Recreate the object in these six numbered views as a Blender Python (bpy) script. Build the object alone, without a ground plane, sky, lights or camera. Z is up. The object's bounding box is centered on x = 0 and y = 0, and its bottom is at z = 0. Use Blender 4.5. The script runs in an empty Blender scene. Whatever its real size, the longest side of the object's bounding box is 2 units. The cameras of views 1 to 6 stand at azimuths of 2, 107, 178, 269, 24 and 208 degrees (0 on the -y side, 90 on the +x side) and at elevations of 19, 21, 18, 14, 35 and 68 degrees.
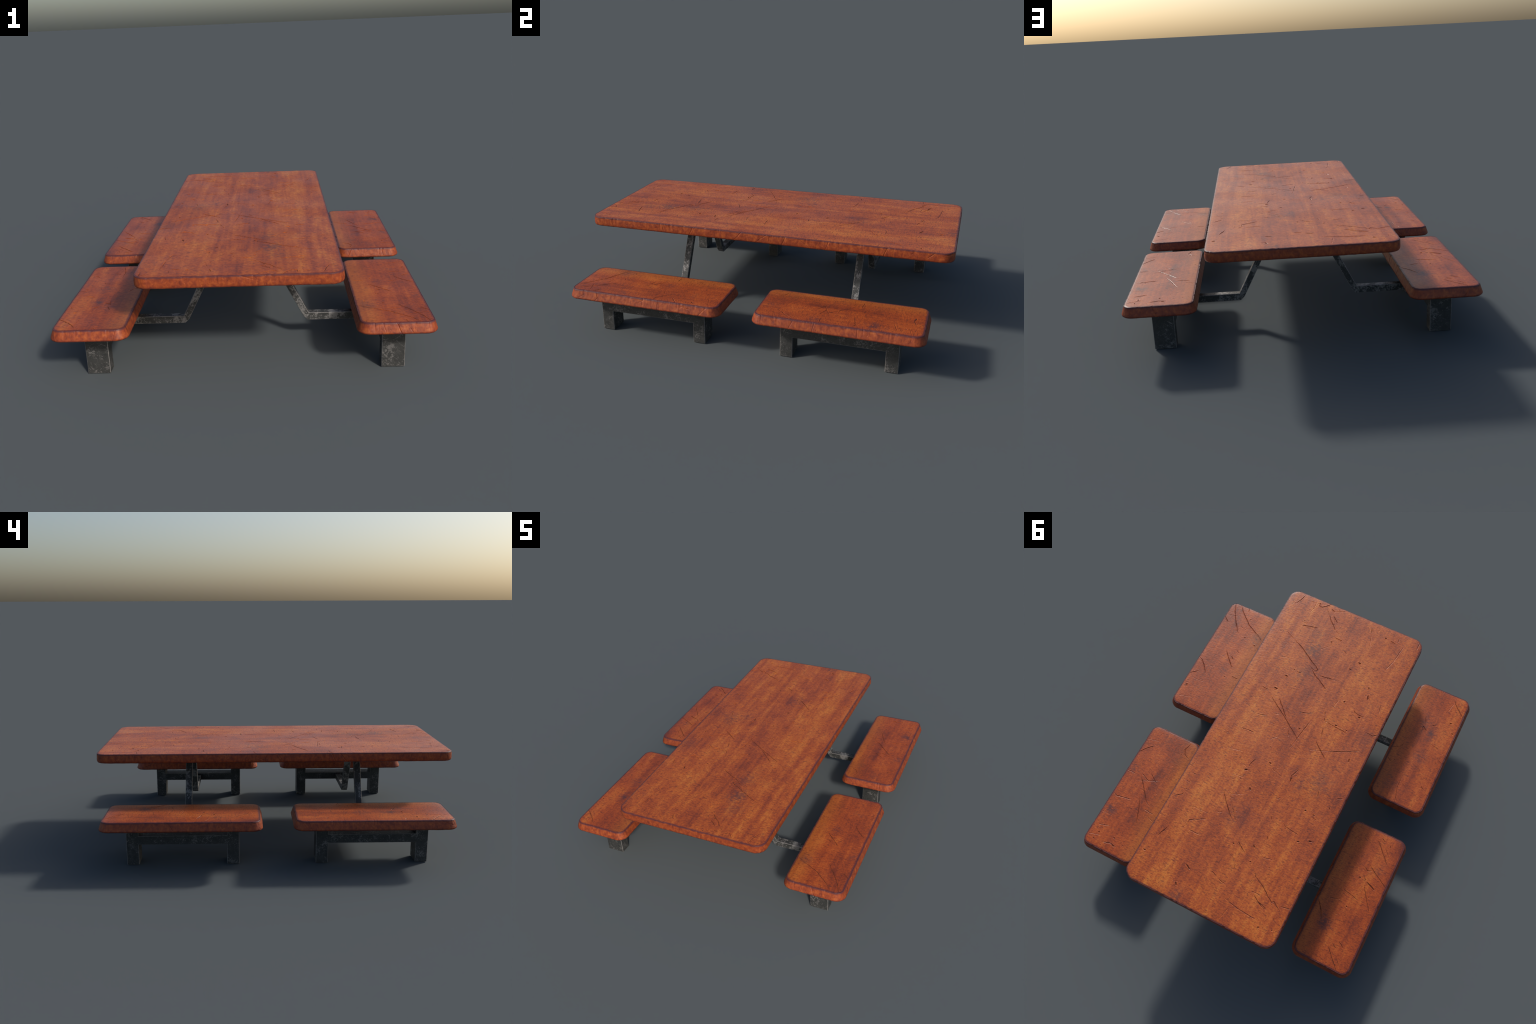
import bpy, bmesh, math, random
import numpy as np
from mathutils import Vector

SEED = 7

# ------------------------------------------------------------------ sizes
TABLE = dict(cx=0.0, cy=0.0, hx=0.4310, hy=0.9955, r=0.058, top=0.5360,
             profile=[(0.0010, 0.5340), (0.0018, 0.5318), (0.0026, 0.5240), (0.0034, 0.5120),
                      (0.0040, 0.5000), (0.0034, 0.4910), (0.0005, 0.4848), (-0.0050, 0.4826), (-0.0130, 0.4816)])
SEAT = dict(hx=0.157, hy=0.4045, r=0.040, top=0.2692,
            profile=[(0.0012, 0.2678), (0.0030, 0.2650), (0.0066, 0.2550), (0.0105, 0.2440),
                     (0.0140, 0.2340), (0.0165, 0.2265), (0.0160, 0.2215), (0.0120, 0.2178), (0.0040, 0.2158)])
SEAT_X, SEAT_Y = 0.6675, 0.5010
LEG_IN, LEG_OUT = 0.6155, 0.7195           # frame thickness range in x
LEG_Y = (0.203, 0.2675, 0.7325, 0.797)    # leg edges along y
BAR_Z = (0.111, 0.159)                    # crossbar bottom / top
LEG_TOP = 0.2165

# ------------------------------------------------------------------ helpers
def hash2(ix, iy, s):
    h = (ix.astype(np.int64) * 374761393 + iy.astype(np.int64) * 668265263 + s * 974634777) & 0x7fffffff
    h = ((h ^ (h >> 13)) * 1274126177) & 0x7fffffff
    return ((h ^ (h >> 16)) & 0xffff) / 65535.0

def noise2(x, y, s=0):
    ix, iy = np.floor(x), np.floor(y)
    fx, fy = x - ix, y - iy
    fx, fy = fx * fx * (3 - 2 * fx), fy * fy * (3 - 2 * fy)
    a, b = hash2(ix, iy, s), hash2(ix + 1, iy, s)
    c, d = hash2(ix, iy + 1, s), hash2(ix + 1, iy + 1, s)
    return (a + (b - a) * fx + (c - a) * fy + (a - b - c + d) * fx * fy) * 2 - 1

def collection_link(o):
    bpy.context.scene.collection.objects.link(o)
    return o

def stroke_depth(P, strokes):
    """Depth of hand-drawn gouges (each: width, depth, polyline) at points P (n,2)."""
    out = np.zeros(len(P))
    for k, (w, dep, pts) in enumerate(strokes):
        pts = np.array(pts, float)
        seglen = np.linalg.norm(np.diff(pts, axis=0), axis=1)
        total = max(seglen.sum(), 1e-6)
        lo, hi = pts.min(0) - 3 * w, pts.max(0) + 3 * w
        idx = np.where((P[:, 0] > lo[0]) & (P[:, 0] < hi[0]) & (P[:, 1] > lo[1]) & (P[:, 1] < hi[1]))[0]
        if not len(idx):
            continue
        q = P[idx]
        q = q + 0.0012 * np.stack([noise2(q[:, 0] * 90, q[:, 1] * 90, 11 + k), noise2(q[:, 0] * 90, q[:, 1] * 90, 51 + k)], 1)
        best = np.full(len(idx), 9.0)
        tpos = np.zeros(len(idx))
        acc = 0.0
        for i in range(len(pts) - 1):
            a, d = pts[i], pts[i + 1] - pts[i]
            L = max(seglen[i], 1e-6)
            t = np.clip(((q - a) @ d) / (L * L), 0, 1)
            dist = np.linalg.norm(q - a - t[:, None] * d, axis=1)
            m = dist < best
            best[m] = dist[m]
            tpos[m] = (acc + t[m] * L) / total
            acc += L
        taper = np.minimum(1.0, 0.35 + 3.0 * np.minimum(tpos, 1 - tpos))
        taper *= 0.85 + 0.15 * noise2(tpos * total * 45, np.full(len(tpos), k * 3.7), 5)
        ww = w * (0.6 + 0.4 * taper)
        groove = -dep * taper * np.exp(-(best / (0.5 * ww)) ** 2)
        lip = 0.22 * dep * taper * np.exp(-((best - ww) / (0.5 * ww)) ** 2)
        out[idx] = np.where(np.abs(groove + lip) > np.abs(out[idx]), groove + lip, out[idx])
    return out

def slab(name, spec, step, strokes, side_strokes, mats, seed):
    """Board with rounded corners: fine grid on top, ringed edge profile, flat underside."""
    cx, cy, hx, hy, r, top = (spec[k] for k in ("cx", "cy", "hx", "hy", "r", "top"))
    rng = np.random.default_rng(seed)
    def axis(h):
        nc, nm = int(r / step) + 2, int((2 * h - 2 * r) / step)
        a = np.concatenate([np.linspace(-h, -h + r, nc)[:-1], np.linspace(-h + r, h - r, nm)[:-1], np.linspace(h - r, h, nc)])
        return a
    ax, ay = axis(hx), axis(hy)
    nx, ny = len(ax), len(ay)
    X, Y = np.meshgrid(ax, ay, indexing="ij")
    a = (np.abs(X) - (hx - r)) / r
    b = (np.abs(Y) - (hy - r)) / r
    m = (a > 0) & (b > 0)
    am, bm = a[m], b[m]
    rad = np.maximum(am, bm)
    th = np.where(am >= bm, bm / np.maximum(am, 1e-9) * math.pi / 4, math.pi / 2 - am / np.maximum(bm, 1e-9) * math.pi / 4)
    X[m] = np.sign(X[m]) * (hx - r + r * rad * np.cos(th))
    Y[m] = np.sign(Y[m]) * (hy - r + r * rad * np.sin(th))
    # boundary loop (counter-clockwise)
    ids = np.arange(nx * ny).reshape(nx, ny)
    loop = np.concatenate([ids[:-1, 0], ids[-1, :-1], ids[:0:-1, -1], ids[0, :0:-1]])
    bx, by = X.ravel()[loop], Y.ravel()[loop]
    qx, qy = np.clip(bx, -(hx - r), hx - r), np.clip(by, -(hy - r), hy - r)
    nrm = np.stack([bx - qx, by - qy], 1)
    nrm /= np.maximum(np.linalg.norm(nrm, axis=1, keepdims=True), 1e-9)
    arc = np.concatenate([[0], np.cumsum(np.hypot(np.diff(bx), np.diff(by)))])
    per = arc[-1] + math.hypot(bx[0] - bx[-1], by[0] - by[-1])

    # --- top relief
    px, py = X.ravel(), Y.ravel()
    ex = np.maximum(np.abs(px) - (hx - r), 0)
    ey = np.maximum(np.abs(py) - (hy - r), 0)
    edge = r - np.hypot(ex, ey)
    inner = np.minimum(hx - np.abs(px), hy - np.abs(py))
    edge = np.where((ex > 0) & (ey > 0), edge, inner)          # distance from the rim
    wx, wy = px + cx, py + cy
    z = np.zeros(len(px))
    z += -0.0016 * np.exp(-edge / 0.018) - 0.0012 * np.clip(1 - edge / 0.006, 0, 1) ** 2
    z += 0.00012 * noise2(wx * 60, wy * 230, seed) + 0.00010 * noise2(wx * 200, wy * 300, seed + 1)
    z += 0.0003 * noise2(wx * 14, wy * 9, seed + 2)
    # small dents and nicks
    area = hx * hy * 4
    P = np.stack([wx, wy], 1)
    pits = []
    for _ in range(int(area * 200)):
        x0, y0 = cx + rng.uniform(-hx, hx), cy + rng.uniform(-hy, hy)
        ang, L = rng.uniform(0, math.pi), rng.choice([0.002, 0.004, 0.008, 0.015], p=[.5, .35, .12, .03]) * rng.uniform(.7, 1.4)
        pts = [(x0, y0), (x0 + L * math.cos(ang), y0 + L * math.sin(ang))]
        if L > .012:
            a2 = ang + rng.uniform(-.7, .7)
            pts.append((pts[-1][0] + .6 * L * math.cos(a2), pts[-1][1] + .6 * L * math.sin(a2)))
        pits.append((rng.uniform(.0022, .0042), rng.uniform(.0008, .0026), pts))
    g = stroke_depth(P, pits)
    s = stroke_depth(P, strokes)
    z += np.where(np.abs(s) > np.abs(g), s, g)
    gouge = np.minimum(np.minimum(g, s), 0)

    # --- rim chips along the perimeter
    chip = np.zeros(len(loop))
    for _ in range(int(per * 18)):
        c0, w, d = rng.uniform(0, per), rng.uniform(.003, .012), rng.uniform(.0006, .0026)
        dd = np.abs((arc - c0 + per / 2) % per - per / 2)
        chip = np.maximum(chip, d * np.clip(1 - dd / w, 0, 1) ** .7)
    wob = 0.0004 * noise2(arc * 26, arc * 0 + seed, seed + 3) + 0.0003 * noise2(arc * 80, arc * 0 + seed, seed + 4)
    px2, py2, z2 = px.copy(), py.copy(), z.copy()
    off = wob - chip
    px2[loop] += nrm[:, 0] * off
    py2[loop] += nrm[:, 1] * off
    z2[loop] -= chip * 0.5

    verts = [np.stack([px2 + cx, py2 + cy, top + z2], 1)]
    # --- rings down the edge
    prof = []
    keys = [(0.0, top - 0.001)] + spec["profile"]
    for (d0, z0), (d1, z1) in zip(keys[:-1], keys[1:]):
        n = max(1, int(math.hypot(d1 - d0, z1 - z0) / 0.0024))
        prof += [(d0 + (d1 - d0) * (i + 1) / n, z0 + (z1 - z0) * (i + 1) / n) for i in range(n)]
    zb, zt = keys[-1][1], top
    zs = np.array([p[1] for p in prof])
    grid = np.stack([np.tile(arc, len(prof)), np.repeat(zs, len(loop))], 1)
    sg = stroke_depth(grid, side_strokes(per, zb, zt, rng)).reshape(len(prof), -1)
    for i, (d, zz) in enumerate(prof):
        f = 1 - i / (len(prof) - 1)
        o = d + (wob - chip) * f ** 2 + 0.0003 * noise2(arc * 60, arc * 0 + zz * 130, seed + 5) \
            + 0.00025 * noise2(arc * 150, arc * 0 + zz * 60, seed + 6) + sg[i]
        dz = 0.0006 * noise2(arc * 45, arc * 0 + 3.3, seed + 7) * (1 - f)
        verts.append(np.stack([bx + nrm[:, 0] * o + cx, by + nrm[:, 1] * o + cy, zz + dz], 1))
    V = np.concatenate(verts)
    q = np.stack([ids[:-1, :-1], ids[1:, :-1], ids[1:, 1:], ids[:-1, 1:]], -1).reshape(-1, 4)
    faces = [q]
    prev = loop
    n0 = nx * ny
    for i in range(len(prof)):
        cur = n0 + i * len(loop) + np.arange(len(loop))
        faces.append(np.stack([prev, cur, np.roll(cur, -1), np.roll(prev, -1)], 1))
        prev = cur
    Q = np.concatenate(faces)
    nq, nl = len(Q), len(loop)
    me = bpy.data.meshes.new(name)
    me.vertices.add(len(V))
    me.vertices.foreach_set("co", V.astype(np.float32).ravel())
    me.loops.add(nq * 4 + nl)
    me.loops.foreach_set("vertex_index", np.concatenate([Q.ravel(), prev[::-1]]).astype(np.int32))
    me.polygons.add(nq + 1)
    me.polygons.foreach_set("loop_start", np.concatenate([np.arange(nq) * 4, [nq * 4]]).astype(np.int32))
    me.polygons.foreach_set("use_smooth", np.ones(nq + 1, bool))
    for mt in mats:
        me.materials.append(mt)
    mi = np.zeros(nq + 1, np.int32)
    deep = (gouge < -0.0006)
    qi = q.reshape(-1, 4)
    mi[:len(qi)] = np.where(deep[qi].sum(1) >= 3, 1, 0)
    me.polygons.foreach_set("material_index", mi)
    me.update(calc_edges=True)
    me.validate()
    return collection_link(bpy.data.objects.new(name, me))

# ------------------------------------------------------------------ node helpers
class Tree:
    def __init__(self, name):
        self.m = bpy.data.materials.new(name)
        self.m.use_nodes = True
        self.t = self.m.node_tree
        self.bsdf = self.t.nodes["Principled BSDF"]
        self.co = self.t.nodes.new("ShaderNodeTexCoord").outputs["Object"]
    def link(self, a, b):
        if hasattr(a, "is_output") or hasattr(a, "links"):
            self.t.links.new(a, b)
        else:
            b.default_value = a
    def math(self, op, a, b=0.0, c=0.0, clamp=False):
        n = self.t.nodes.new("ShaderNodeMath"); n.operation = op; n.use_clamp = clamp
        for s, v in zip(n.inputs, (a, b, c)): self.link(v, s)
        return n.outputs[0]
    def vmath(self, op, a, b=(0, 0, 0), out=0):
        n = self.t.nodes.new("ShaderNodeVectorMath"); n.operation = op
        self.link(a, n.inputs[0]); self.link(b, n.inputs[1])
        return n.outputs["Value" if op in ("LENGTH", "DISTANCE", "DOT_PRODUCT") else "Vector"]
    def mapping(self, vec, scale=(1, 1, 1), rot=(0, 0, 0), loc=(0, 0, 0)):
        n = self.t.nodes.new("ShaderNodeMapping")
        self.link(vec, n.inputs["Vector"])
        n.inputs["Scale"].default_value = scale; n.inputs["Rotation"].default_value = rot; n.inputs["Location"].default_value = loc
        return n.outputs[0]
    def noise(self, vec, scale, detail=4, rough=0.55, dist=0.0):
        n = self.t.nodes.new("ShaderNodeTexNoise")
        self.link(vec, n.inputs["Vector"])
        n.inputs["Scale"].default_value = scale; n.inputs["Detail"].default_value = detail
        n.inputs["Roughness"].default_value = rough; n.inputs["Distortion"].default_value = dist
        return n.outputs["Fac"]
    def step(self, v, lo, hi, a=0.0, b=1.0):
        n = self.t.nodes.new("ShaderNodeMapRange"); n.interpolation_type = "SMOOTHSTEP"
        self.link(v, n.inputs["Value"])
        for k, x in zip(("From Min", "From Max", "To Min", "To Max"), (lo, hi, a, b)): self.link(x, n.inputs[k])
        return n.outputs["Result"]
    def mix(self, f, a, b, blend="MIX"):
        n = self.t.nodes.new("ShaderNodeMix"); n.data_type = "RGBA"; n.blend_type = blend
        self.link(f, n.inputs[0])
        for v, s in ((a, n.inputs[6]), (b, n.inputs[7])):
            self.link((*v, 1) if isinstance(v, tuple) and len(v) == 3 else v, s)
        return n.outputs[2]
    def ramp(self, f, stops):
        n = self.t.nodes.new("ShaderNodeValToRGB")
        self.link(f, n.inputs[0])
        e = n.color_ramp.elements
        while len(e) < len(stops): e.new(0.5)
        for k, (p, c) in zip(e, stops): k.position = p; k.color = (*c, 1)
        return n.outputs[0]
    def bump(self, h, strength, dist, prev=None):
        n = self.t.nodes.new("ShaderNodeBump")
        n.inputs["Strength"].default_value = strength; n.inputs["Distance"].default_value = dist
        self.link(h, n.inputs["Height"])
        if prev is not None: self.link(prev, n.inputs["Normal"])
        return n.outputs[0]

def rim_distance(T, spec, mirrored):
    """Signed distance (in plan) from the top rim of a rounded board; negative inside."""
    p = T.vmath("ABSOLUTE", T.co) if mirrored else T.co
    p = T.vmath("SUBTRACT", p, (spec["cx"], spec["cy"], 0))
    p = T.vmath("ABSOLUTE", p)
    q = T.vmath("SUBTRACT", p, (spec["hx"] - spec["r"], spec["hy"] - spec["r"], 0))
    s = T.t.nodes.new("ShaderNodeSeparateXYZ"); T.link(q, s.inputs[0])
    out = T.vmath("LENGTH", T.vmath("MULTIPLY", T.vmath("MAXIMUM", q, (0, 0, 0)), (1, 1, 0)))
    ins = T.math("MINIMUM", T.math("MAXIMUM", s.outputs[0], s.outputs[1]), 0.0)
    return T.math("SUBTRACT", T.math("ADD", out, ins), spec["r"])

def wood(name, spec, mirrored, stains, shift, tones, bottom):
    """Varnished board: light and dark bands along y, short dark fibres across, stains, dark rim."""
    T = Tree(name)
    co = T.co
    band = T.noise(T.mapping(co, (13, 0.8, 2), loc=(1.3 + shift, 0.2, 0.5)), 1.0, 5, 0.6, 0.35)
    band2 = T.noise(T.mapping(co, (46, 2.2, 5), loc=(shift, 0, 0)), 1.0, 4, 0.6, 0.2)
    cloud = T.noise(T.mapping(co, (9, 6, 9), loc=(4, 1 + shift, 2)), 1.0, 7, 0.66, 0.3)
    fibre = T.noise(T.mapping(co, (55, 230, 150)), 1.0, 3, 0.6, 0.4)
    speck = T.noise(T.mapping(co, (110, 170, 150)), 1.0, 3, 0.65)
    f = T.math("MULTIPLY_ADD", T.math("SUBTRACT", band, 0.5), 0.78, 0.5)
    f = T.math("MULTIPLY_ADD", T.math("SUBTRACT", band2, 0.5), 0.42, f)
    f = T.math("MULTIPLY_ADD", T.math("SUBTRACT", cloud, 0.5), 0.72, f)
    f = T.math("MULTIPLY_ADD", T.math("SUBTRACT", speck, 0.5), 0.70, f)
    col = T.ramp(f, list(zip((0.22, 0.42, 0.57, 0.76), tones)))
    if mirrored:   # ochre tint fading over the half of each seat nearest the table
        ax = T.t.nodes.new("ShaderNodeSeparateXYZ"); T.link(T.vmath("ABSOLUTE", co), ax.inputs[0])
        inner = T.step(T.math("MULTIPLY_ADD", T.math("SUBTRACT", cloud, 0.5), 0.12, ax.outputs[0]), 0.50, 0.64, 0.45, 0)
        col = T.mix(inner, col, (0.330, 0.112, 0.022))
    col = T.mix(T.step(fibre, 0.53, 0.64, 0, 0.68), col, (0.115, 0.026, 0.015))
    # grey-violet stains: a little everywhere, more where the boards are marked
    st = T.noise(T.mapping(co, (9, 6, 9), loc=(2, 7, 1)), 1.6, 8, 0.74)
    mask = T.step(st, 0.57, 0.76, 0, 0.60)
    grit = T.noise(T.mapping(co, (48, 64, 50)), 1.0, 6, 0.75)
    for (x, y, rad, amt) in stains:
        d = T.vmath("LENGTH", T.vmath("MULTIPLY", T.vmath("SUBTRACT", co, (x, y, 0)), (1, 0.8, 0)))
        near = T.math("POWER", T.step(d, 0, rad, 1, 0), 0.7)
        g = T.math("MULTIPLY", near, T.step(T.math("MULTIPLY_ADD", near, 0.12, grit), 0.50, 0.68, 0, amt))
        mask = T.math("MAXIMUM", mask, g)
    col = T.mix(T.math("MULTIPLY", mask, 0.85), col, (0.075, 0.030, 0.032))
    # edge band: blotchy end grain, dark violet tint along the upper and lower rims
    d = rim_distance(T, spec, mirrored)
    side = T.step(d, -0.001, 0.003)
    sn = T.noise(T.mapping(co, (1, 1, 0.80)), 56, 6, 0.66, 0.4)
    sidecol = T.ramp(sn, [(0.30, (0.150, 0.029, 0.016)), (0.50, (0.265, 0.051, 0.017)), (0.70, (0.390, 0.095, 0.022))])
    col = T.mix(side, col, sidecol)
    en = T.noise(co, 30, 6, 0.7)
    wob = T.math("SUBTRACT", en, 0.5)
    z = T.t.nodes.new("ShaderNodeSeparateXYZ"); T.link(co, z.inputs[0])
    drop = T.math("MULTIPLY_ADD", wob, 0.010, T.math("SUBTRACT", spec["top"], z.outputs[2]))
    rim = T.math("MULTIPLY", T.step(T.math("MULTIPLY_ADD", wob, 0.012, d), -0.011, 0.0), T.step(drop, 0.004, 0.012, 1, 0))
    col = T.mix(T.math("MULTIPLY", rim, 0.85), col, (0.070, 0.024, 0.032))
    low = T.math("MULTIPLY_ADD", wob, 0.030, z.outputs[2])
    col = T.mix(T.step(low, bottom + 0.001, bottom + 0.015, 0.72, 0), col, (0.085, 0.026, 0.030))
    T.link(col, T.bsdf.inputs["Base Color"])
    T.bsdf.inputs["Specular IOR Level"].default_value = 0.30
    T.link(T.math("MULTIPLY_ADD", T.step(T.noise(co, 2.6, 3, 0.5, 0.4), 0.38, 0.62), 0.08, 0.40), T.bsdf.inputs["Roughness"])
    h = T.math("ADD", T.math("MULTIPLY", fibre, -0.5), T.math("MULTIPLY", speck, 0.4))
    T.link(T.bump(h, 0.18, 0.0015), T.bsdf.inputs["Normal"])
    return T.m

def groove_wood():
    T = Tree("wood_in_gouge")
    n = T.noise(T.co, 90, 4, 0.6)
    T.link(T.ramp(n, [(0.3, (0.060, 0.020, 0.013)), (0.7, (0.160, 0.042, 0.018))]), T.bsdf.inputs["Base Color"])
    T.bsdf.inputs["Roughness"].default_value = 0.7
    T.bsdf.inputs["Specular IOR Level"].default_value = 0.12
    return T.m

def painted_steel(name, amount, edge, bare=(0.255, 0.240, 0.230)):
    """Black paint over grey steel: cloudy scuffs, crossing scratches; edge=True is the rubbed arris."""
    T = Tree(name)
    co = T.co
    paint = T.ramp(T.noise(co, 40, 5, 0.65), [(0.3, (0.022, 0.023, 0.022)), (0.7, (0.044, 0.044, 0.042))])
    cloud = T.noise(co, 15, 6, 0.62, 0.5)
    grit = T.noise(co, 85, 5, 0.7)
    c0 = 0.64 - 0.22 * amount
    scuff = T.step(T.math("MULTIPLY_ADD", T.math("SUBTRACT", grit, 0.5), 0.95, cloud), c0, c0 + 0.13)
    lines = None
    for rot, lo in (((0.75, 0.6, 0.3), 0.630), ((-0.65, -0.7, 0.2), 0.635), ((1.9, 0.9, 0.8), 0.640)):
        n = T.noise(T.mapping(T.mapping(co, rot=rot), (5, 200, 200)), 1.0, 2, 0.5, 0.1)
        s = T.step(n, lo, lo + 0.05)
        lines = s if lines is None else T.math("MAXIMUM", lines, s)
    lines = T.math("MULTIPLY", lines, T.step(cloud, 0.42, 0.62, 0.15, 1))
    wear = T.math("MAXIMUM", T.math("MULTIPLY", scuff, 0.30 + 0.50 * amount), T.math("MULTIPLY", lines, 0.70))
    if edge:
        wear = T.math("MAXIMUM", wear, T.step(grit, 0.30, 0.55, 0.45, 1.0))
    col = T.mix(wear, paint, bare)
    T.link(col, T.bsdf.inputs["Base Color"])
    T.link(T.math("MULTIPLY_ADD", wear, -0.15, 0.60), T.bsdf.inputs["Roughness"])
    T.link(T.math("MULTIPLY", wear, 0.3), T.bsdf.inputs["Metallic"])
    T.link(T.bump(T.math("SUBTRACT", grit, wear), 0.25, 0.0015), T.bsdf.inputs["Normal"])
    return T.m

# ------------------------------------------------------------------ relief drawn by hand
# Each gouge: kind (t = hairline, m = scratch, d = deep nick) and its path in plan.
TABLE_A = [
    ('m', [(0.154, -0.916), (0.129, -0.886), (0.090, -0.851), (0.076, -0.834)]),
    ('t', [(0.182, -0.948), (0.154, -0.916)]),
    ('t', [(0.076, -0.834), (0.037, -0.820)]),
    ('m', [(0.130, -0.925), (0.107, -0.903), (0.087, -0.889)]),
    ('t', [(0.115, -0.911), (0.096, -0.860)]),
    ('m', [(0.253, -0.962), (0.239, -0.972), (0.238, -0.951), (0.221, -0.949), (0.199, -0.968), (0.173, -0.999)]),
    ('t', [(0.297, -0.959), (0.253, -0.962)]),
    ('t', [(0.264, -0.975), (0.260, -0.924), (0.269, -0.889)]),
    ('m', [(0.161, -0.965), (0.134, -0.951)]),
    ('t', [(0.135, -0.953), (0.075, -0.987)]),
    ('t', [(0.123, -0.981), (0.100, -0.965)]),
    ('t', [(0.399, -0.911), (0.370, -0.906)]),
    ('m', [(0.345, -0.982), (0.357, -0.947), (0.373, -0.902)]),
    ('t', [(0.287, -0.801), (0.243, -0.804)]),
    ('m', [(0.281, -0.778), (0.245, -0.788), (0.205, -0.799), (0.170, -0.806)]),
    ('t', [(0.331, -0.700), (0.269, -0.671)]),
    ('m', [(0.269, -0.671), (0.202, -0.640), (0.137, -0.599), (0.111, -0.581), (0.074, -0.562), (0.054, -0.546), (0.057, -0.532), (0.081, -0.535), (0.113, -0.551)]),
    ('m', [(0.088, -0.535), (0.051, -0.505), (0.012, -0.485), (-0.050, -0.446)]),
    ('m', [(0.027, -0.515), (-0.005, -0.520), (-0.063, -0.528)]),
    ('m', [(-0.331, -0.911), (-0.324, -0.864), (-0.319, -0.797)]),
    ('t', [(-0.319, -0.797), (-0.298, -0.723)]),
    ('m', [(-0.113, -0.947), (-0.123, -0.919)]),
    ('t', [(-0.128, -0.907), (-0.155, -0.813)]),
    ('m', [(-0.246, -0.915), (-0.285, -0.908)]),
    ('d', [(-0.209, -0.920), (-0.218, -0.921)]),
    ('d', [(-0.138, -0.697), (-0.152, -0.695)]),
    ('d', [(-0.108, -0.636), (-0.118, -0.630)]),
    ('d', [(0.210, -0.430), (0.191, -0.427)]),
    ('d', [(0.226, -0.329), (0.206, -0.329)]),
    ('t', [(0.305, -0.523), (0.263, -0.539), (0.210, -0.545)]),
    ('d', [(0.066, -0.753), (0.061, -0.752)]),
    ('m', [(0.058, -0.790), (0.006, -0.785)]),
    ('t', [(-0.022, -0.735), (-0.051, -0.717)]),
    ('d', [(-0.257, -0.570), (-0.263, -0.569)]),
    ('d', [(-0.171, -0.421), (-0.176, -0.432)]),
    ('t', [(0.104, -0.675), (0.054, -0.729)]),
    ('d', [(0.177, -0.485), (0.175, -0.485)]),
    ('m', [(0.156, -0.481), (0.141, -0.480), (0.131, -0.491)]),
    ('t', [(-0.376, -0.960), (-0.402, -0.979)]),
    ('m', [(-0.406, -0.981), (-0.408, -0.929)]),
]
TABLE_B = [
    ('m', [(0.225, -0.276), (0.157, -0.230), (0.084, -0.183), (0.023, -0.139), (-0.049, -0.088)]),
    ('m', [(0.174, -0.282), (0.128, -0.237), (0.077, -0.184)]),
    ('t', [(0.122, -0.262), (0.082, -0.217), (0.065, -0.198)]),
    ('m', [(-0.055, -0.234), (-0.045, -0.176), (-0.033, -0.103), (-0.028, -0.056)]),
    ('t', [(-0.028, -0.056), (-0.020, -0.024)]),
    ('d', [(-0.014, -0.160), (-0.024, -0.157)]),
    ('m', [(-0.128, -0.266), (-0.187, -0.258), (-0.230, -0.256), (-0.269, -0.249)]),
    ('d', [(-0.188, -0.269), (-0.198, -0.269)]),
    ('t', [(-0.198, -0.269), (-0.239, -0.268)]),
    ('d', [(-0.256, -0.266), (-0.262, -0.264)]),
    ('m', [(-0.102, -0.315), (-0.108, -0.307)]),
    ('m', [(-0.115, -0.283), (-0.124, -0.266)]),
    ('m', [(-0.242, -0.404), (-0.256, -0.390), (-0.284, -0.385), (-0.310, -0.387)]),
    ('d', [(-0.283, -0.372), (-0.294, -0.374)]),
    ('m', [(-0.134, -0.131), (-0.181, -0.092), (-0.230, -0.052)]),
    ('t', [(-0.126, -0.068), (-0.205, -0.099)]),
    ('m', [(-0.205, -0.099), (-0.286, -0.136), (-0.379, -0.187)]),
    ('m', [(-0.136, -0.222), (-0.151, -0.166)]),
    ('d', [(-0.346, -0.116), (-0.349, -0.100)]),
    ('m', [(-0.127, 0.063), (-0.107, 0.116), (-0.118, 0.166)]),
    ('d', [(-0.112, 0.126), (-0.115, 0.150)]),
    ('d', [(0.038, 0.099), (0.026, 0.105)]),
    ('t', [(0.011, 0.125), (-0.069, 0.148)]),
    ('m', [(0.115, 0.117), (0.125, 0.147), (0.128, 0.172)]),
    ('d', [(0.140, 0.198), (0.125, 0.192)]),
    ('t', [(0.178, 0.169), (0.126, 0.181)]),
    ('m', [(0.285, -0.017), (0.244, -0.022), (0.195, -0.023)]),
    ('t', [(0.145, -0.179), (0.124, -0.195)]),
    ('m', [(0.239, -0.134), (0.181, -0.149)]),
    ('m', [(0.029, -0.251), (-0.040, -0.275)]),
    ('m', [(0.296, -0.304), (0.249, -0.300)]),
    ('d', [(0.226, -0.331), (0.214, -0.327)]),
    ('m', [(-0.361, -0.303), (-0.406, -0.302), (-0.430, -0.322)]),
    ('d', [(-0.277, -0.523), (-0.286, -0.497)]),
    ('m', [(-0.368, -0.495), (-0.376, -0.450)]),
    ('t', [(-0.140, -0.427), (-0.130, -0.367)]),
    ('t', [(0.273, 0.122), (0.202, 0.106)]),
    ('d', [(0.066, 0.281), (0.057, 0.289)]),
    ('t', [(0.099, -0.024), (0.064, -0.068)]),
    ('t', [(-0.050, -0.060), (-0.081, -0.044)]),
    ('m', [(-0.381, 0.124), (-0.412, 0.113)]),
    ('t', [(-0.278, 0.129), (-0.286, 0.155)]),
    ('t', [(0.203, 0.250), (0.118, 0.240)]),
]
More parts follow.
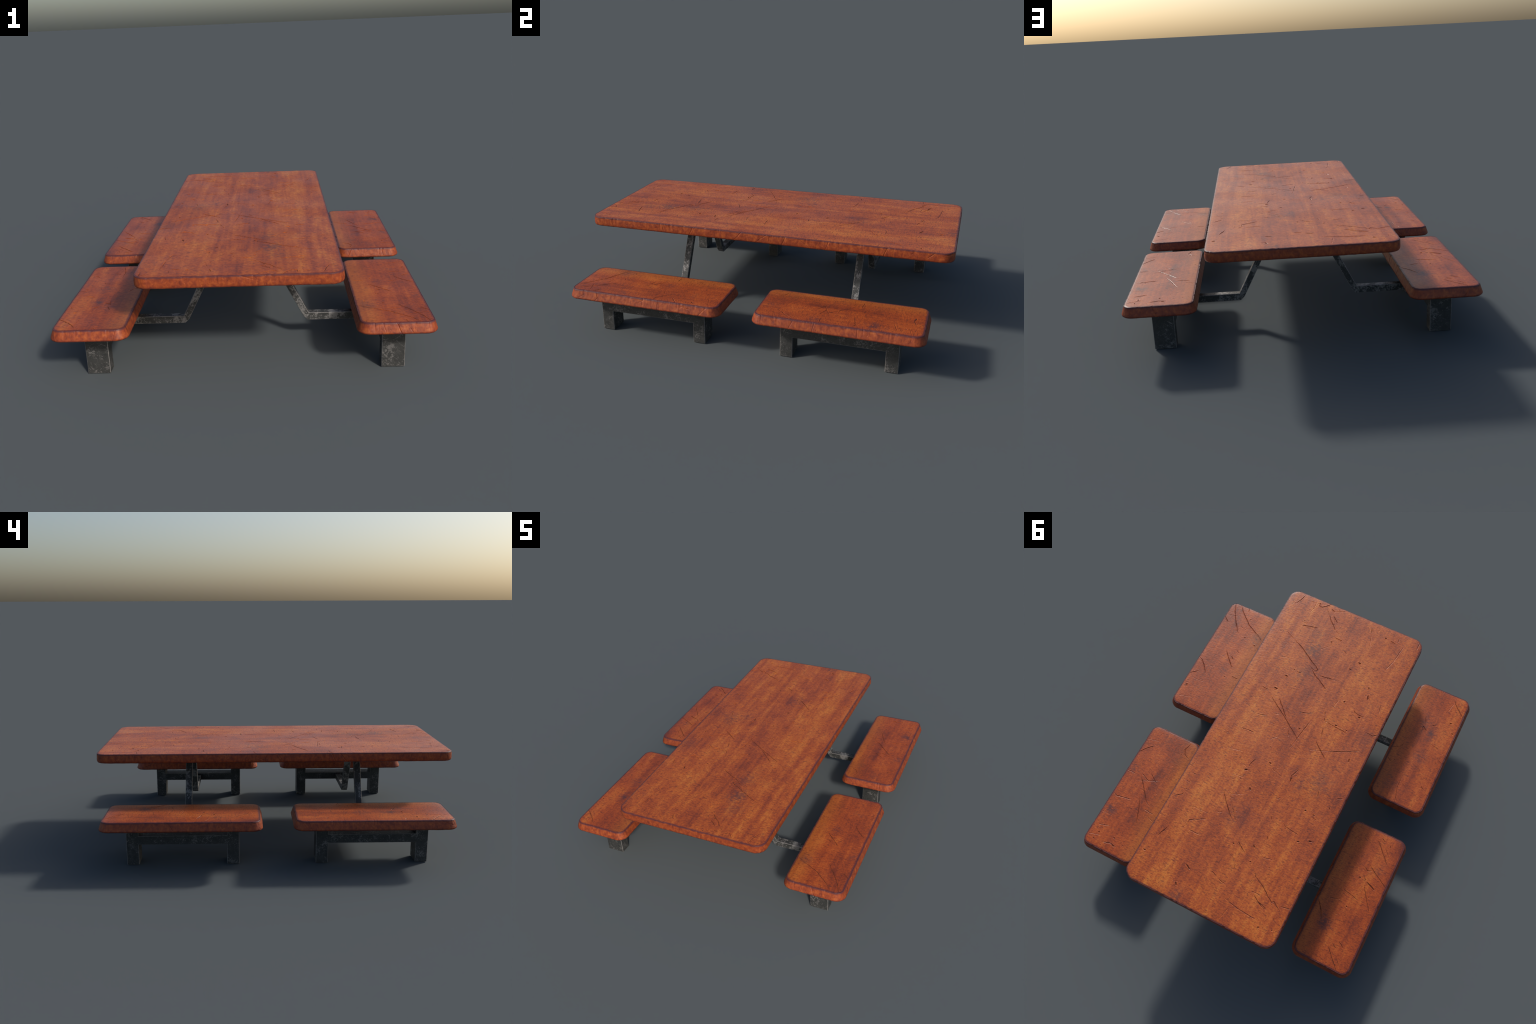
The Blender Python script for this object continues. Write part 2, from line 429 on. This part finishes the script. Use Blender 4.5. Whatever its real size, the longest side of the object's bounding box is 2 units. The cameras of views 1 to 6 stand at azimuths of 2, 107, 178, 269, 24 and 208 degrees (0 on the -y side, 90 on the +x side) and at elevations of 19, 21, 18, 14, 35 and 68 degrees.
TABLE_C = [
    ('m', [(0.182, 0.360), (0.133, 0.416), (0.091, 0.458), (0.061, 0.484)]),
    ('t', [(0.120, 0.393), (0.079, 0.438), (0.037, 0.486)]),
    ('t', [(0.171, 0.342), (0.134, 0.358), (0.074, 0.325)]),
    ('m', [(0.190, 0.541), (0.268, 0.586), (0.262, 0.612)]),
    ('t', [(0.262, 0.612), (0.285, 0.645)]),
    ('m', [(0.244, 0.635), (0.217, 0.634), (0.173, 0.633)]),
    ('t', [(0.289, 0.512), (0.195, 0.508)]),
    ('d', [(-0.001, 0.594), (-0.008, 0.595)]),
    ('m', [(-0.019, 0.573), (-0.050, 0.592), (-0.078, 0.610)]),
    ('d', [(-0.106, 0.554), (-0.114, 0.565)]),
    ('m', [(-0.187, 0.379), (-0.213, 0.390), (-0.289, 0.401)]),
    ('d', [(-0.297, 0.435), (-0.308, 0.431)]),
    ('d', [(-0.351, 0.405), (-0.367, 0.401)]),
    ('m', [(-0.305, 0.260), (-0.314, 0.268), (-0.319, 0.260)]),
    ('m', [(-0.312, 0.278), (-0.336, 0.285)]),
    ('d', [(-0.259, 0.262), (-0.266, 0.258)]),
    ('d', [(0.160, 0.802), (0.145, 0.812), (0.130, 0.818)]),
    ('m', [(-0.147, 0.478), (-0.154, 0.496)]),
    ('m', [(-0.115, 0.368), (-0.124, 0.390)]),
    ('d', [(-0.128, 0.641), (-0.133, 0.641)]),
    ('m', [(0.024, 0.776), (-0.007, 0.787)]),
    ('m', [(-0.024, 0.794), (-0.066, 0.804)]),
    ('t', [(0.157, 0.482), (0.129, 0.466)]),
    ('m', [(-0.068, 0.689), (-0.071, 0.714)]),
    ('d', [(0.066, 0.279), (0.055, 0.289)]),
    ('m', [(-0.277, 0.131), (-0.287, 0.160)]),
    ('t', [(-0.173, 0.592), (-0.233, 0.580)]),
    ('m', [(-0.368, 0.187), (-0.377, 0.197)]),
]
TABLE_D = [
    ('m', [(-0.173, 0.676), (-0.191, 0.698), (-0.261, 0.734), (-0.291, 0.759), (-0.326, 0.780), (-0.334, 0.770), (-0.391, 0.808)]),
    ('m', [(-0.094, 0.865), (-0.181, 0.884), (-0.241, 0.888), (-0.300, 0.893)]),
    ('m', [(-0.209, 0.774), (-0.241, 0.773), (-0.255, 0.774)]),
    ('m', [(-0.225, 0.783), (-0.266, 0.811), (-0.309, 0.828)]),
    ('d', [(-0.269, 0.809), (-0.281, 0.816)]),
    ('m', [(-0.272, 0.806), (-0.315, 0.825)]),
    ('d', [(0.163, 0.909), (0.153, 0.922)]),
    ('t', [(0.185, 0.909), (0.154, 0.900)]),
    ('t', [(-0.143, 0.890), (-0.134, 0.934), (-0.125, 0.981)]),
    ('d', [(-0.319, 0.921), (-0.325, 0.920)]),
    ('d', [(-0.390, 0.904), (-0.393, 0.905)]),
    ('m', [(-0.372, 0.839), (-0.377, 0.858)]),
    ('m', [(-0.375, 0.777), (-0.426, 0.766)]),
    ('t', [(-0.271, 0.961), (-0.287, 0.967)]),
    ('d', [(0.403, 0.834), (0.388, 0.833)]),
    ('m', [(0.346, 0.662), (0.374, 0.736)]),
    ('t', [(0.410, 0.395), (0.364, 0.402)]),
    ('m', [(0.405, 0.503), (0.369, 0.470)]),
]
SEAT_PM = [
    ('m', [(0.805, -0.899), (0.785, -0.847), (0.746, -0.782), (0.686, -0.702)]),
    ('m', [(0.766, -0.904), (0.735, -0.865), (0.649, -0.789), (0.559, -0.743), (0.519, -0.715)]),
    ('m', [(0.825, -0.781), (0.784, -0.751)]),
    ('m', [(0.710, -0.904), (0.701, -0.878)]),
    ('t', [(0.825, -0.800), (0.726, -0.823)]),
    ('t', [(0.697, -0.757), (0.649, -0.747)]),
    ('m', [(0.694, -0.560), (0.653, -0.515), (0.597, -0.459)]),
    ('m', [(0.641, -0.535), (0.623, -0.519)]),
    ('m', [(0.824, -0.443), (0.792, -0.427), (0.759, -0.392), (0.731, -0.353)]),
    ('m', [(0.823, -0.312), (0.778, -0.350)]),
    ('t', [(0.757, -0.406), (0.697, -0.424)]),
    ('d', [(0.802, -0.230), (0.791, -0.237)]),
    ('m', [(0.576, -0.408), (0.529, -0.406)]),
    ('t', [(0.786, -0.292), (0.708, -0.296)]),
    ('t', [(0.816, -0.143), (0.723, -0.170)]),
    ('t', [(0.631, -0.592), (0.611, -0.573)]),
    ('d', [(0.553, -0.668), (0.548, -0.667)]),
]
SEAT_PP = [
    ('m', [(0.821, 0.293), (0.798, 0.259), (0.765, 0.226), (0.764, 0.245)]),
    ('t', [(0.822, 0.196), (0.747, 0.179)]),
    ('m', [(0.733, 0.414), (0.678, 0.476), (0.618, 0.545), (0.586, 0.563)]),
    ('m', [(0.732, 0.403), (0.669, 0.432)]),
    ('m', [(0.683, 0.381), (0.631, 0.418)]),
    ('t', [(0.738, 0.456), (0.606, 0.397)]),
    ('m', [(0.667, 0.541), (0.645, 0.579), (0.600, 0.684)]),
    ('m', [(0.604, 0.590), (0.544, 0.594)]),
    ('t', [(0.564, 0.618), (0.523, 0.635)]),
    ('m', [(0.815, 0.582), (0.792, 0.590), (0.702, 0.572)]),
    ('m', [(0.564, 0.103), (0.582, 0.157), (0.566, 0.186), (0.536, 0.201)]),
    ('m', [(0.820, 0.421), (0.770, 0.422)]),
    ('m', [(0.791, 0.783), (0.733, 0.765)]),
    ('d', [(0.767, 0.827), (0.764, 0.820)]),
    ('m', [(0.712, 0.863), (0.669, 0.851), (0.632, 0.856)]),
    ('d', [(0.660, 0.854), (0.644, 0.858)]),
    ('t', [(0.821, 0.854), (0.739, 0.833)]),
    ('d', [(0.778, 0.868), (0.774, 0.864)]),
    ('d', [(0.671, 0.815), (0.664, 0.815)]),
    ('t', [(0.822, 0.707), (0.748, 0.704)]),
    ('t', [(0.658, 0.462), (0.643, 0.479)]),
]
SEAT_MM = [
    ('m', [(-0.728, -0.888), (-0.749, -0.851), (-0.797, -0.806), (-0.825, -0.783)]),
    ('t', [(-0.739, -0.860), (-0.726, -0.781)]),
    ('d', [(-0.764, -0.717), (-0.778, -0.717)]),
    ('d', [(-0.799, -0.661), (-0.806, -0.652)]),
    ('m', [(-0.642, -0.261), (-0.643, -0.195), (-0.657, -0.142), (-0.669, -0.096)]),
    ('t', [(-0.657, -0.232), (-0.695, -0.208)]),
    ('m', [(-0.766, -0.260), (-0.787, -0.247)]),
    ('m', [(-0.618, -0.694), (-0.634, -0.655)]),
    ('m', [(-0.634, -0.587), (-0.627, -0.626), (-0.661, -0.604)]),
    ('m', [(-0.675, -0.654), (-0.696, -0.663)]),
    ('m', [(-0.724, -0.533), (-0.767, -0.525)]),
    ('t', [(-0.781, -0.461), (-0.824, -0.445)]),
    ('t', [(-0.516, -0.418), (-0.556, -0.441), (-0.575, -0.483)]),
    ('t', [(-0.513, -0.347), (-0.551, -0.324)]),
    ('t', [(-0.747, -0.148), (-0.768, -0.113)]),
    ('t', [(-0.703, -0.360), (-0.723, -0.343)]),
]
SEAT_MP = [
    ('m', [(-0.672, 0.146), (-0.730, 0.208), (-0.774, 0.257)]),
    ('m', [(-0.692, 0.129), (-0.715, 0.143)]),
    ('t', [(-0.726, 0.167), (-0.774, 0.222)]),
    ('m', [(-0.749, 0.148), (-0.755, 0.163)]),
    ('m', [(-0.690, 0.300), (-0.728, 0.327), (-0.783, 0.359), (-0.824, 0.383)]),
    ('m', [(-0.674, 0.326), (-0.693, 0.338), (-0.718, 0.327)]),
    ('d', [(-0.666, 0.390), (-0.675, 0.389)]),
    ('d', [(-0.715, 0.397), (-0.741, 0.408), (-0.770, 0.420)]),
    ('m', [(-0.709, 0.421), (-0.752, 0.485), (-0.801, 0.555)]),
    ('t', [(-0.689, 0.375), (-0.709, 0.396)]),
    ('m', [(-0.613, 0.490), (-0.666, 0.501), (-0.715, 0.512)]),
    ('m', [(-0.511, 0.593), (-0.553, 0.647), (-0.580, 0.698)]),
    ('t', [(-0.562, 0.568), (-0.616, 0.554)]),
    ('d', [(-0.670, 0.568), (-0.674, 0.574)]),
    ('m', [(-0.673, 0.803), (-0.718, 0.854), (-0.769, 0.905)]),
    ('t', [(-0.730, 0.832), (-0.772, 0.878)]),
    ('m', [(-0.692, 0.786), (-0.717, 0.797)]),
    ('m', [(-0.715, 0.758), (-0.749, 0.780)]),
    ('t', [(-0.544, 0.207), (-0.574, 0.167)]),
    ('t', [(-0.682, 0.609), (-0.692, 0.624)]),
    ('t', [(-0.689, 0.646), (-0.702, 0.666)]),
]

WIDTH_DEPTH = {"t": (0.0028, 0.0016), "m": (0.0033, 0.0030), "d": (0.0056, 0.0043)}

def gouges(*groups):
    return [(*WIDTH_DEPTH[kind], path) for g in groups for kind, path in g]

TABLE_STROKES = gouges(TABLE_A, TABLE_B, TABLE_C, TABLE_D)
SEAT_STROKES = {(1, 1): gouges(SEAT_PP), (1, -1): gouges(SEAT_PM), (-1, 1): gouges(SEAT_MP), (-1, -1): gouges(SEAT_MM)}
TABLE_STAINS = [(0.13, -0.655, 0.10, 0.9), (0.12, -0.49, 0.10, 0.6), (0.165, -0.77, 0.10, 0.5), (-0.17, 0.15, 0.06, 0.6),
                (-0.27, 0.09, 0.12, 0.6), (0.13, 0.97, 0.06, 0.8), (-0.38, -0.27, 0.10, 0.5), (0.05, 0.45, 0.12, 0.4)]
SEAT_STAINS = [(0.56, -0.72, 0.07, 0.6), (0.70, 0.16, 0.06, 0.5), (-0.76, 0.30, 0.06, 0.5), (-0.60, -0.20, 0.07, 0.5), (0.80, -0.62, 0.05, 0.6),
               (0.785, 0.68, 0.07, 1.0), (0.787, 0.394, 0.04, 0.8), (-0.689, -0.597, 0.06, 1.0), (-0.69, -0.43, 0.07, 0.8),
               (-0.60, 0.70, 0.07, 1.0), (0.64, -0.42, 0.06, 0.5), (-0.63, -0.65, 0.08, 0.6)]

def edge_strokes(density):
    def make(per, zb, zt, rng):
        out = []
        for _ in range(int(per * density)):
            c = rng.uniform(0, per)
            h = zt - zb
            z0, z1 = (zt, zb) if rng.random() < .45 else sorted(rng.uniform(zb, zt, 2))
            lean = rng.normal(0, .6) * h
            for _ in range(3):
                p, q = rng.uniform(0, per), rng.uniform(zb, zt)
                out.append((rng.uniform(.0024, .0040), rng.uniform(.0008, .0026), [(p, q), (p + rng.normal(0, .003), q + rng.normal(0, .003))]))
            out.append((rng.uniform(.0024, .0036), rng.uniform(.0014, .0036), [(c, z0), (c + lean * .5, (z0 + z1) / 2), (c + lean, z1)]))
        return out
    return make

# ------------------------------------------------------------------ steel parts
def bevelled(bm, width):
    """Chamfer every convex edge; the chamfers take the rubbed-steel slot."""
    bmesh.ops.recalc_face_normals(bm, faces=bm.faces)
    edges = [e for e in bm.edges if len(e.link_faces) == 2 and e.calc_face_angle(0) > 0.3 and e.is_convex]
    res = bmesh.ops.bevel(bm, geom=edges, offset=width, segments=1, affect="EDGES", clamp_overlap=True)
    for f in res["faces"]:
        f.material_index = 1
    bmesh.ops.recalc_face_normals(bm, faces=bm.faces)

def steel_object(name, bm, mats):
    me = bpy.data.meshes.new(name)
    bm.to_mesh(me); bm.free()
    for m in mats: me.materials.append(m)
    return collection_link(bpy.data.objects.new(name, me))

def extrude_profile(outline, axis, lo, hi):
    """Prism from a 2-D outline; axis 0: outline is (y,z) along x; axis 1: (x,z) along y."""
    bm = bmesh.new()
    def vert(p, t):
        return bm.verts.new((t, p[0], p[1]) if axis == 0 else (p[0], t, p[1]))
    a = [vert(p, lo) for p in outline]
    b = [vert(p, hi) for p in outline]
    n = len(outline)
    bm.faces.new(a); bm.faces.new(b[::-1])
    for i in range(n):
        bm.faces.new((a[i], b[i], b[(i + 1) % n], a[(i + 1) % n]))
    bmesh.ops.recalc_face_normals(bm, faces=bm.faces)
    return bm

def bench_frame(sx, sy, mats):
    y0, y1, y2, y3 = LEG_Y
    zb, zt = BAR_Z
    H = [(y0, 0), (y1, 0), (y1, zb), (y2, zb), (y2, 0), (y3, 0), (y3, LEG_TOP), (y2, LEG_TOP), (y2, zt), (y1, zt), (y1, LEG_TOP), (y0, LEG_TOP)]
    H = [(sy * y, z) for y, z in H]
    lo, hi = sorted((sx * LEG_IN, sx * LEG_OUT))
    parts = []
    for kind in ("leg", "leg", "crossbar"):
        bm = extrude_profile(H, 0, lo, hi)
        bevelled(bm, 0.0022)
        bmesh.ops.bisect_plane(bm, geom=bm.verts[:] + bm.edges[:] + bm.faces[:], plane_co=(0, sy * y1, 0), plane_no=(0, 1, 0))
        bmesh.ops.bisect_plane(bm, geom=bm.verts[:] + bm.edges[:] + bm.faces[:], plane_co=(0, sy * y2, 0), plane_no=(0, 1, 0))
        def region(f):
            y = abs(f.calc_center_median().y)
            return "inner" if y <= y1 + 1e-5 else ("outer" if y >= y2 - 1e-5 else "bar")
        want = "bar" if kind == "crossbar" else ("inner" if len(parts) == 0 else "outer")
        bmesh.ops.delete(bm, geom=[f for f in bm.faces if region(f) != want], context="FACES")
        parts.append(steel_object(kind, bm, mats))
    return parts

ARM = [(0.618, 0.1155), (0.299, 0.1155), (0.279, 0.1350), (0.1008, 0.4826), (0.1348, 0.4826), (0.304, 0.1525), (0.618, 0.1525)]

def support_arm(sx, sy, mats):
    bm = extrude_profile([(sx * x, z) for x, z in ARM], 1, sy * 0.5 - 0.0190, sy * 0.5 + 0.0190)
    bevelled(bm, 0.0018)
    return steel_object("support_arm", bm, mats)

# ------------------------------------------------------------------ build
random.seed(SEED)
thing = collection_link(bpy.data.objects.new("picnic_table", None))
thing["label"] = "worn red-brown wooden picnic table with four steel-legged benches"
thing["category"] = "picnic table"

seat_spec = dict(SEAT, cx=SEAT_X, cy=SEAT_Y)
groove = groove_wood()
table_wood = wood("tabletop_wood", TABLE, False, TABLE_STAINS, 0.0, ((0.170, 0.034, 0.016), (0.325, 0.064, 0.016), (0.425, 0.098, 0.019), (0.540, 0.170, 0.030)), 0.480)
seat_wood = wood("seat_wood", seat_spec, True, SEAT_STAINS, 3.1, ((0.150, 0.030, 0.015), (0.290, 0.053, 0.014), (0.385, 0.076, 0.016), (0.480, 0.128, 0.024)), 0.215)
edge_steel = painted_steel("rubbed_steel_edge", 0.6, True)
leg_steel = [painted_steel("black_painted_steel", 0.28, False), edge_steel]
arm_steel = [painted_steel("scuffed_painted_steel", 0.70, False, (0.30, 0.285, 0.275)), edge_steel]

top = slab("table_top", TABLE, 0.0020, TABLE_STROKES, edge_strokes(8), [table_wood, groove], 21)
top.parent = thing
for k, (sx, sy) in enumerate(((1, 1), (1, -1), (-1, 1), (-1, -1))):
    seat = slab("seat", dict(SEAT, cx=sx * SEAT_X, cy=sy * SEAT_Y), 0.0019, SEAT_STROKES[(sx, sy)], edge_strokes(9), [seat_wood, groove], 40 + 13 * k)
    seat.parent = thing
    frame = collection_link(bpy.data.objects.new("bench_frame", None))
    frame.parent = thing
    for p in bench_frame(sx, sy, leg_steel):
        p.parent = frame
    arm = support_arm(sx, sy, arm_steel)
    arm.parent = thing
